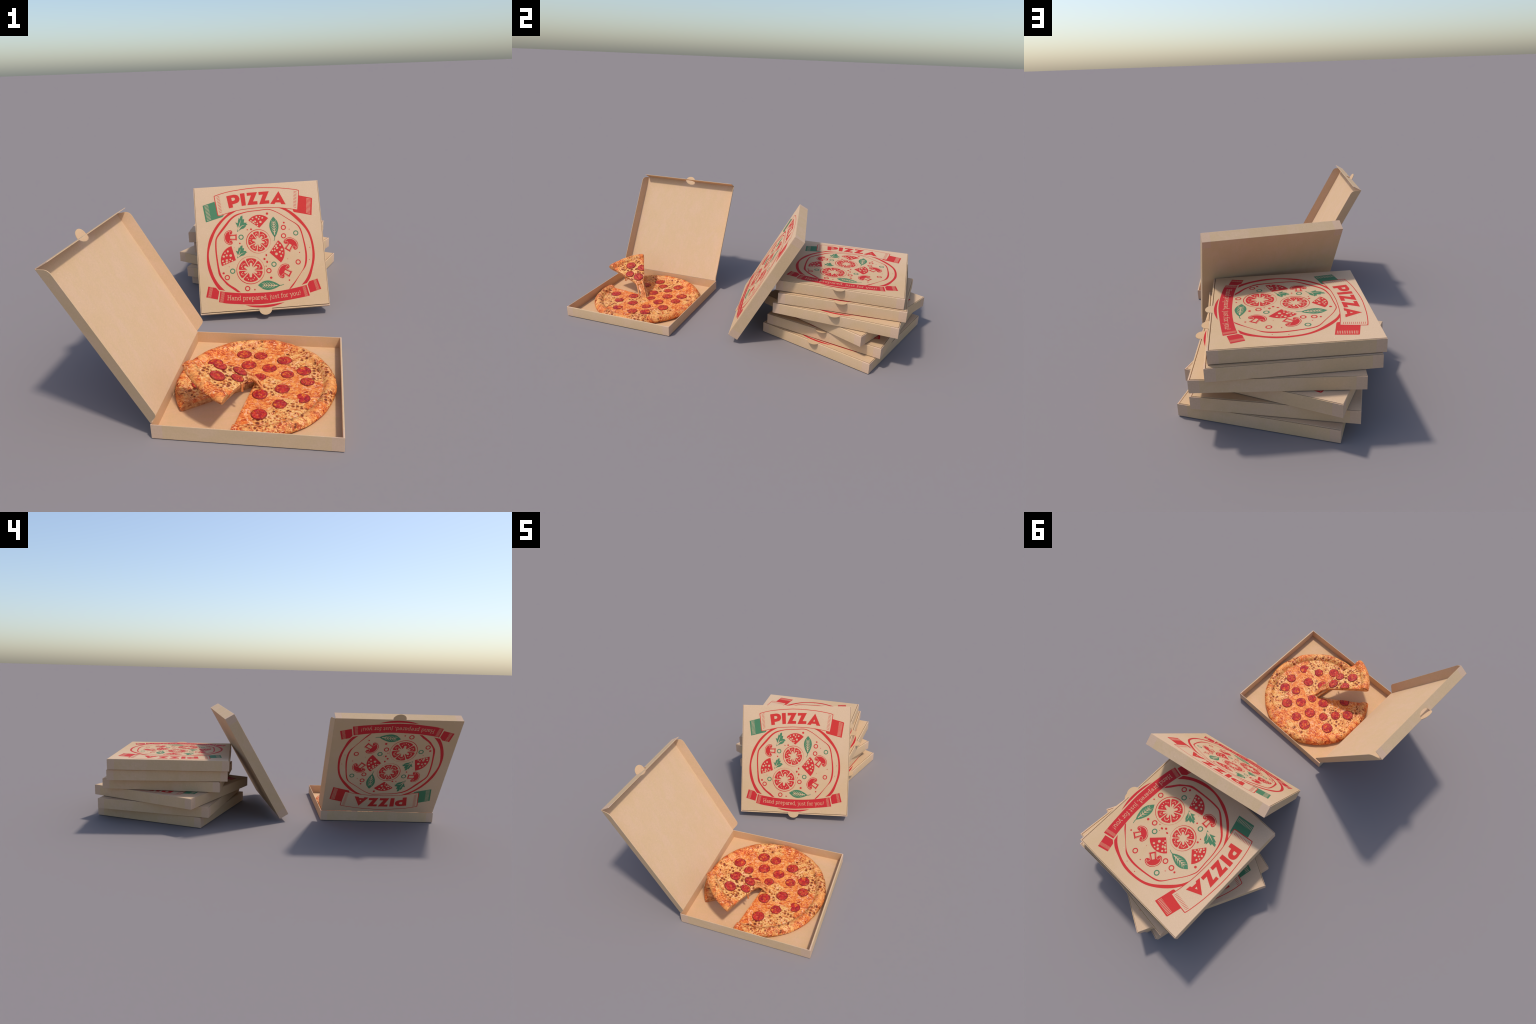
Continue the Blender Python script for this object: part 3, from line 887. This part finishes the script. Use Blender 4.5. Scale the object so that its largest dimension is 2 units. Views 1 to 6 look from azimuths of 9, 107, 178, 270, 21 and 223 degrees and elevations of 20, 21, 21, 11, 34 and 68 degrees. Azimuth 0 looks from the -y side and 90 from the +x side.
def build_sector(a0, a1, steps, place, seed):
    """grid over angle and section; returns verts, faces with a part tag each"""
    top = resample(TOP, 0.0042)
    rim = resample(RIM, 0.0030)
    prof = top + rim[1:]
    ntop = len(top) - 1
    V, F = [], []
    for i in range(steps + 1):
        th = radians(a0 + (a1 - a0) * i / steps)
        d = min(i, steps - i) / steps * radians(abs(a1 - a0))
        for (r, z) in prof:
            x, y, zz = pizza_point(r, z, th, seed)
            # the cut edge is pressed down a little by the knife
            if z > 0.006:
                zz -= 0.0030 * math.exp(-(d * max(r, 0.001) / 0.005) ** 2) * min(1, r / 0.03)
            V.append(place(x, y, zz))
    m = len(prof)
    for i in range(steps):
        for j in range(m - 1):
            F.append(((i * m + j, i * m + j + 1, (i + 1) * m + j + 1, (i + 1) * m + j), 'top' if j < ntop else 'rim'))
    # cut faces: strips between the top line and the underside line at both ends
    def cap(i, flip):
        b = len(V)
        base = [V[i * m + j] for j in range(m)]
        V.extend(base)
        # pair the section points from the middle outwards
        lo, hi = 0, m - 1
        while hi - lo > 1:
            step_lo = prof[lo + 1][0] <= prof[hi - 1][0]
            q = (b + lo, b + lo + 1, b + hi) if step_lo else (b + lo, b + hi - 1, b + hi)
            F.append((q if flip else q[::-1], 'cut'))
            if step_lo:
                lo += 1
            else:
                hi -= 1
    cap(0, True)
    cap(steps, False)
    return V, F

def emit(V, F, names, parent, mats):
    """one smooth surface, divided into named parts that keep the whole body's normals"""
    whole = bpy.data.meshes.new('whole')
    whole.from_pydata([tuple(v) for v in V], [], [f for f, _ in F])
    bm = bmesh.new()
    bm.from_mesh(whole)
    bmesh.ops.recalc_face_normals(bm, faces=[f for f in bm.faces])
    bm.to_mesh(whole)
    bm.free()
    normals = [Vector(v.normal) for v in whole.vertices]
    faces = [tuple(p.vertices) for p in whole.polygons]
    obs = {}
    for tags, name, mat_of in names:
        idx = {}
        verts, fs, mi = [], [], []
        mlist = []
        for f, (_, t) in zip(faces, F):
            if t not in tags:
                continue
            loop = []
            for v in f:
                if v not in idx:
                    idx[v] = len(verts)
                    verts.append(V[v])
                loop.append(idx[v])
            fs.append(loop)
            mt = mat_of[t]
            if mt not in mlist:
                mlist.append(mt)
            mi.append(mlist.index(mt))
        me = bpy.data.meshes.new(name)
        me.from_pydata([tuple(v) for v in verts], [], fs)
        for mt in mlist:
            me.materials.append(mt)
        for p, k in zip(me.polygons, mi):
            p.material_index = k
            p.use_smooth = True
        nn = [None] * len(verts)
        for v, k in idx.items():
            n = normals[v]
            nn[k] = tuple(n if n.length > 0.5 else Vector((0, 0, 1)))
        me.normals_split_custom_set_from_vertices(nn)
        obs[name] = add(name, me, parent)
    bpy.data.meshes.remove(whole)
    return obs

pizza = bpy.data.objects.new('pizza', None)
SC.objects.link(pizza)
pizza.location = PC
pizza['label'] = 'round pepperoni pizza with one slice lifted on cheese strings'
pizza['category'] = 'pizza'

V, F = build_sector(A0, A1, 380, lambda x, y, z: Vector((x, y, z)), 0.0)
emit(V, F, [(('top',), 'cheese_topping', {'top': CHEESE}), (('rim', 'cut'), 'crust', {'rim': CRUST, 'cut': DOUGH})], pizza, None)

# ------------------------------------------------------------------ pepperoni
def pepperoni_mesh(seed, bite=None, clip=None):
    """unit disc, slightly cupped, with an uneven rim"""
    bm = bmesh.new()
    N = 40
    prof = [(0.25, 0.128), (0.5, 0.120), (0.75, 0.106), (0.9, 0.090), (0.965, 0.072), (1.0, 0.030), (0.99, -0.06)]
    rings = []
    for r, z in prof:
        ring = []
        for i in range(N):
            a = 2 * pi * i / N
            k = 1 + 0.035 * fbm(cos(a) * 0.5 + seed * 3.7, sin(a) * 0.5, seed, 2.2, 3)
            if bite:
                for ba, bw, bd in bite:
                    d = (a - ba + pi) % (2 * pi) - pi
                    k -= bd * math.exp(-(d / bw) ** 2)
            x, y = r * k * cos(a), r * k * sin(a)
            ring.append(bm.verts.new((x, y, z + 0.03 * fbm(x + seed, y, 0.0, 2.5, 2) * (1 if z > 0 else 0))))
        rings.append(ring)
    c = bm.verts.new((0, 0, 0.130))
    for i in range(N):
        bm.faces.new((c, rings[0][i], rings[0][(i + 1) % N]))
        for a, b in zip(rings, rings[1:]):
            bm.faces.new((a[i], b[i], b[(i + 1) % N], a[(i + 1) % N]))
    bm.faces.new(rings[-1][::-1])
    if clip:
        (cx, cy), (nx, ny) = clip
        res = bmesh.ops.bisect_plane(bm, geom=bm.verts[:] + bm.edges[:] + bm.faces[:], plane_co=(cx, cy, 0), plane_no=(nx, ny, 0), clear_outer=True)
        ed = [e for e in res['geom_cut'] if isinstance(e, bmesh.types.BMEdge)]
        bmesh.ops.holes_fill(bm, edges=ed)
    finish(bm)
    me = bm_mesh('pepperoni', bm, True)
    me.materials.append(PEPPERONI)
    return me

DISCS = [pepperoni_mesh(s) for s in (1, 2, 3, 4, 5)]
BITTEN = pepperoni_mesh(6, bite=[(radians(205), 0.42, 0.52), (radians(165), 0.22, 0.25)])

BODY = [(0.110, -0.139, 27), (0.111, -0.043, 30), (0.207, 0.013, 28.5), (0.189, 0.087, 31), (0.124, 0.058, 27), (0.103, 0.159, 32), (0.044, 0.095, 31.5), (0.013, 0.028, 26),
        (-0.044, 0.111, 32), (-0.004, 0.188, 30), (-0.077, 0.193, 33), (-0.122, 0.074, 27), (-0.190, 0.114, 32.5), (0.041, -0.204, 30.5), (-0.059, 0.003, 31),
        (-0.169, 0.015, 28.5), (-0.221, -0.039, 32), (0.029, -0.086, 31)]
for i, (x, y, r) in enumerate(BODY):
    p = add('pepperoni', DISCS[i % 5], pizza)
    p.location = (x, y, 0.0270 + 0.0016 * fbm(x, y, 0, 16))
    s = r * 0.001
    p.scale = (s, s, s * 0.9)
    p.rotation_euler = (random.uniform(-0.02, 0.02), random.uniform(-0.02, 0.02), random.uniform(0, 6.28))
p = add('pepperoni', BITTEN, pizza)
p.location = (0.194, -0.095, 0.0268)
p.scale = (0.029, 0.029, 0.026)
# the one that the knife went through, on the far side of the gap
cut = radians(A1)
cn = (-sin(cut), cos(cut))
px, py = -0.145, -0.096
dist = px * cn[0] + py * cn[1]
CLIPPED = pepperoni_mesh(8, clip=((-dist / 0.029 * cn[0], -dist / 0.029 * cn[1]), cn))
p = add('pepperoni', CLIPPED, pizza)
p.location = (px, py, 0.0270)
p.scale = (0.029, 0.029, 0.026)

# ------------------------------------------------------------------ lifted slice
# frame of the slice: M between the two crust corners, eu towards the tip, et across, en up
M = Vector((0.00325, -0.8938, 0.1834)) - PC
eu = Vector((0.64743, 0.76200, -0.01340))
et = Vector((-0.74632, 0.63747, 0.19141))
en = Vector((0.15439, -0.11392, 0.98142))
# line of the cheese surface along the middle: (u, v), drooping towards the tip
SPINE = smooth_line([(-0.032, 0.0005), (0.02, -0.0055), (0.0729, -0.0168), (0.13, -0.0335), (0.1862, -0.0535), (0.212, -0.0690), (0.231, -0.0870), (0.246, -0.108), (0.259, -0.132), (0.268, -0.152)], 16)
ARC = [0.0]
for a, b in zip(SPINE, SPINE[1:]):
    ARC.append(ARC[-1] + hypot(b[0] - a[0], b[1] - a[1]))

def spine(s):
    s = max(0.0, min(ARC[-1] - 1e-6, s + 0.0062))
    k = 0
    while ARC[k + 1] < s:
        k += 1
    t = (s - ARC[k]) / (ARC[k + 1] - ARC[k])
    a, b = Vector(SPINE[k]), Vector(SPINE[k + 1])
    a2, b2 = Vector(SPINE[max(k - 1, 0)]), Vector(SPINE[min(k + 2, len(SPINE) - 1)])
    d = (b2 - a2).normalized()
    return a.lerp(b, t), d

SURF = 0.0272
def slice_place(s, y, h):
    """s along the slice from the outer crust, y across, h above the cheese surface"""
    p, d = spine(s)
    n = Vector((-d.y, d.x))
    q = p + n * h
    # strings draw the tip sideways, towards where it was cut from
    pull = max(0.0, (s - 0.22) / 0.12)
    return M + eu * q.x + en * q.y + et * (y - 0.018 * min(1.0, pull) ** 1.5)

def slice_point(x, y, z):
    # flat wedge points: tip at the origin, wedge opening along +x
    s = PR - x
    return slice_place(s, y, z - SURF)

def build_slice():
    top = resample(TOP, 0.0042)
    rim = resample(RIM, 0.0030)
    # keep only the part of the wedge that hangs together; the tip itself has melted into strings
    RMIN = 0.050
    top = [q for q in top if q[0] >= RMIN]
    rim = [q for q in rim if q[0] >= RMIN]
    prof = top + rim[1:]
    thin = []
    for (r, z) in prof:
        # slices are a little thinner near the tip
        k = max(0.0, min(1.0, (r - 0.05) / 0.12))
        if z < 0.02 and r < 0.29:
            z = SURF - (SURF - z) * (0.62 + 0.28 * k)
        elif z < 0.02:
            z = z + 0.0022 * max(0.0, 1 - abs(r - 0.30) / 0.03)
        thin.append((r, z))
    prof = thin
    ntop = len(top) - 1
    steps = 56
    V, F = [], []
    half = 21.6
    for i in range(steps + 1):
        th = radians(-half + 2 * half * i / steps)
        d = min(i, steps - i) / steps * radians(2 * half)
        for (r, z) in prof:
            x, y, zz = pizza_point(r, z, th, 5.0)
            if z > 0.02:
                zz -= 0.0030 * math.exp(-(d * r / 0.005) ** 2)
            V.append(slice_point(x, y, zz))
    m = len(prof)
    for i in range(steps):
        for j in range(m - 1):
            F.append(((i * m + j, i * m + j + 1, (i + 1) * m + j + 1, (i + 1) * m + j), 'top' if j < ntop else 'rim'))
        # close the torn end
        F.append(((i * m, (i + 1) * m, (i + 1) * m + m - 1, i * m + m - 1), 'top'))
    for i, flip in ((0, True), (steps, False)):
        b = len(V)
        V.extend([V[i * m + j] for j in range(m)])
        lo, hi = 0, m - 1
        while hi - lo > 1:
            step_lo = prof[lo + 1][0] <= prof[hi - 1][0]
            q = (b + lo, b + lo + 1, b + hi) if step_lo else (b + lo, b + hi - 1, b + hi)
            F.append((q if flip else q[::-1], 'cut'))
            if step_lo:
                lo += 1
            else:
                hi -= 1
    return V, F

V, F = build_slice()
sl = emit(V, F, [(('top', 'rim', 'cut'), 'pizza_slice', {'top': CHEESE, 'rim': CRUST, 'cut': DOUGH})], pizza, None)['pizza_slice']

def on_slice(u, y, r, mesh):
    """lay a pepperoni on the slice at distance u towards the tip"""
    k = min(range(len(SPINE)), key=lambda i: abs(SPINE[i][0] - u))
    s = ARC[k] - 0.0062
    o = slice_place(s, y, 0.0012)
    tu = (slice_place(s + 0.006, y, 0.0012) - o).normalized()
    n = tu.cross(et).normalized()
    if n.z < 0:
        n = -n
    ty = n.cross(tu)
    ob = add('pepperoni', mesh, sl)
    ob.matrix_local = Matrix.Translation(o) @ Matrix((tu, ty, n)).transposed().to_4x4() @ Matrix.Diagonal((r, r, r * 0.9, 1))
    return ob
on_slice(0.0729, 0.0025, 0.030, DISCS[1])
on_slice(0.1862, 0.0040, 0.0295, DISCS[3])
on_slice(0.1399, -0.0330, 0.0255, DISCS[0])
# clipped by the cut on the far side of the slice
fy = 0.0535
edge_dir = Vector((-cos(radians(21.6)), sin(radians(21.6))))
e_s = 0.126 + 0.0246 + 0.004
lim = (PR - e_s) * math.tan(radians(21.6))
cd = (lim - 0.0004 - fy) * cos(radians(21.6)) / 0.0275
o = on_slice(0.126, fy, 0.0275, pepperoni_mesh(9, clip=((cd * sin(radians(21.6)), cd * cos(radians(21.6))), (sin(radians(21.6)), cos(radians(21.6))))))

# ------------------------------------------------------------------ strings of cheese
def tube(name, pts, radii, parent, mat, flat=None, n=10):
    """tapering strand through control points; flat = (direction, factor) widens it into a web"""
    P = smooth_line(pts, 6)
    R = [v[0] for v in smooth_line([(r, 0) for r in radii], 6)]
    bm = bmesh.new()
    rings = []
    up0 = flat[0] if flat else Vector((0.3, 0.9, 0.2))
    for i, (p, r) in enumerate(zip(P, R)):
        p = Vector(p)
        t = (Vector(P[min(i + 1, len(P) - 1)]) - Vector(P[max(i - 1, 0)])).normalized()
        a = (up0 - t * up0.dot(t)).normalized()
        b = t.cross(a)
        ring = []
        for k in range(n):
            w = 2 * pi * k / n
            rr = r * (1 + 0.22 * fbm(p.x + cos(w) * 0.01, p.y + sin(w) * 0.01, p.z, 70, 2))
            ring.append(bm.verts.new(p + a * rr * cos(w) * (flat[1] if flat else 1) + b * rr * sin(w)))
        rings.append(ring)
    for x, y in zip(rings, rings[1:]):
        for k in range(n):
            bm.faces.new((x[k], y[k], y[(k + 1) % n], x[(k + 1) % n]))
    bm.faces.new(rings[0][::-1])
    bm.faces.new(rings[-1])
    finish(bm)
    me = bm_mesh(name, bm, True)
    me.materials.append(mat)
    return add(name, me, parent)

def W(x, y, z):
    return Vector((x, y, z)) - PC

def sp(s, y, h=-0.003):
    return slice_place(s, y, h)

# broad web in the middle, then a strand at each edge and thin ones between
tube('cheese_strand', [sp(0.225, -0.001, -0.0062), sp(0.255, -0.002, -0.0048), sp(0.282, -0.004, -0.0048), W(0.1640, -0.6870, 0.062), W(0.1720, -0.6785, 0.040), W(0.1765, -0.6715, 0.026)],
     [0.0062, 0.0062, 0.0050, 0.0040, 0.0042, 0.0055], pizza, STRING, (et, 3.1), 20)
tube('cheese_strand', [sp(0.245, -0.022, -0.005), sp(0.268, -0.020, -0.004), W(0.1660, -0.7170, 0.075), W(0.1760, -0.7080, 0.052), W(0.1830, -0.7020, 0.036), W(0.1890, -0.6965, 0.026)],
     [0.0075, 0.0062, 0.0046, 0.0040, 0.0042, 0.0062], pizza, STRING)
tube('cheese_strand', [sp(0.235, 0.020, -0.002), sp(0.260, 0.017, -0.001), W(0.1480, -0.6860, 0.080), W(0.1610, -0.6720, 0.056), W(0.1700, -0.6620, 0.038), W(0.1760, -0.6560, 0.026)],
     [0.0060, 0.0052, 0.0040, 0.0036, 0.0036, 0.0052], pizza, STRING)
tube('cheese_strand', [sp(0.262, -0.013, -0.009), W(0.1570, -0.7020, 0.076), W(0.1680, -0.6960, 0.054), W(0.1770, -0.6900, 0.036), W(0.1810, -0.6870, 0.026)],
     [0.0045, 0.0026, 0.0019, 0.0024, 0.0050], pizza, STRING)
# dough underneath that has not torn yet
tube('cheese_strand', [sp(0.230, 0.006, -0.013), sp(0.262, 0.004, -0.013), W(0.1400, -0.6900, 0.070), W(0.1520, -0.6740, 0.045), W(0.1610, -0.6620, 0.026), W(0.1660, -0.6550, 0.014)],
     [0.0050, 0.0062, 0.0060, 0.0058, 0.0060, 0.0065], pizza, DOUGH, (et, 2.0), 14)
# drips along the near cut
d0 = sp(0.170, -0.0605, -0.004)
tube('cheese_drip', [d0, d0 + Vector((0.001, -0.001, -0.010)), d0 + Vector((0.0015, -0.0015, -0.022)), d0 + Vector((0.0012, -0.001, -0.031)), d0 + Vector((0.0012, -0.001, -0.0345))],
     [0.0060, 0.0042, 0.0040, 0.0044, 0.0015], sl, STRING)
d1 = sp(0.184, -0.0555, -0.004)
tube('cheese_drip', [d1, d1 + Vector((0, 0, -0.008)), d1 + Vector((0.0008, 0, -0.018)), d1 + Vector((0.0008, 0, -0.021))], [0.0050, 0.0030, 0.0026, 0.0010], sl, STRING)
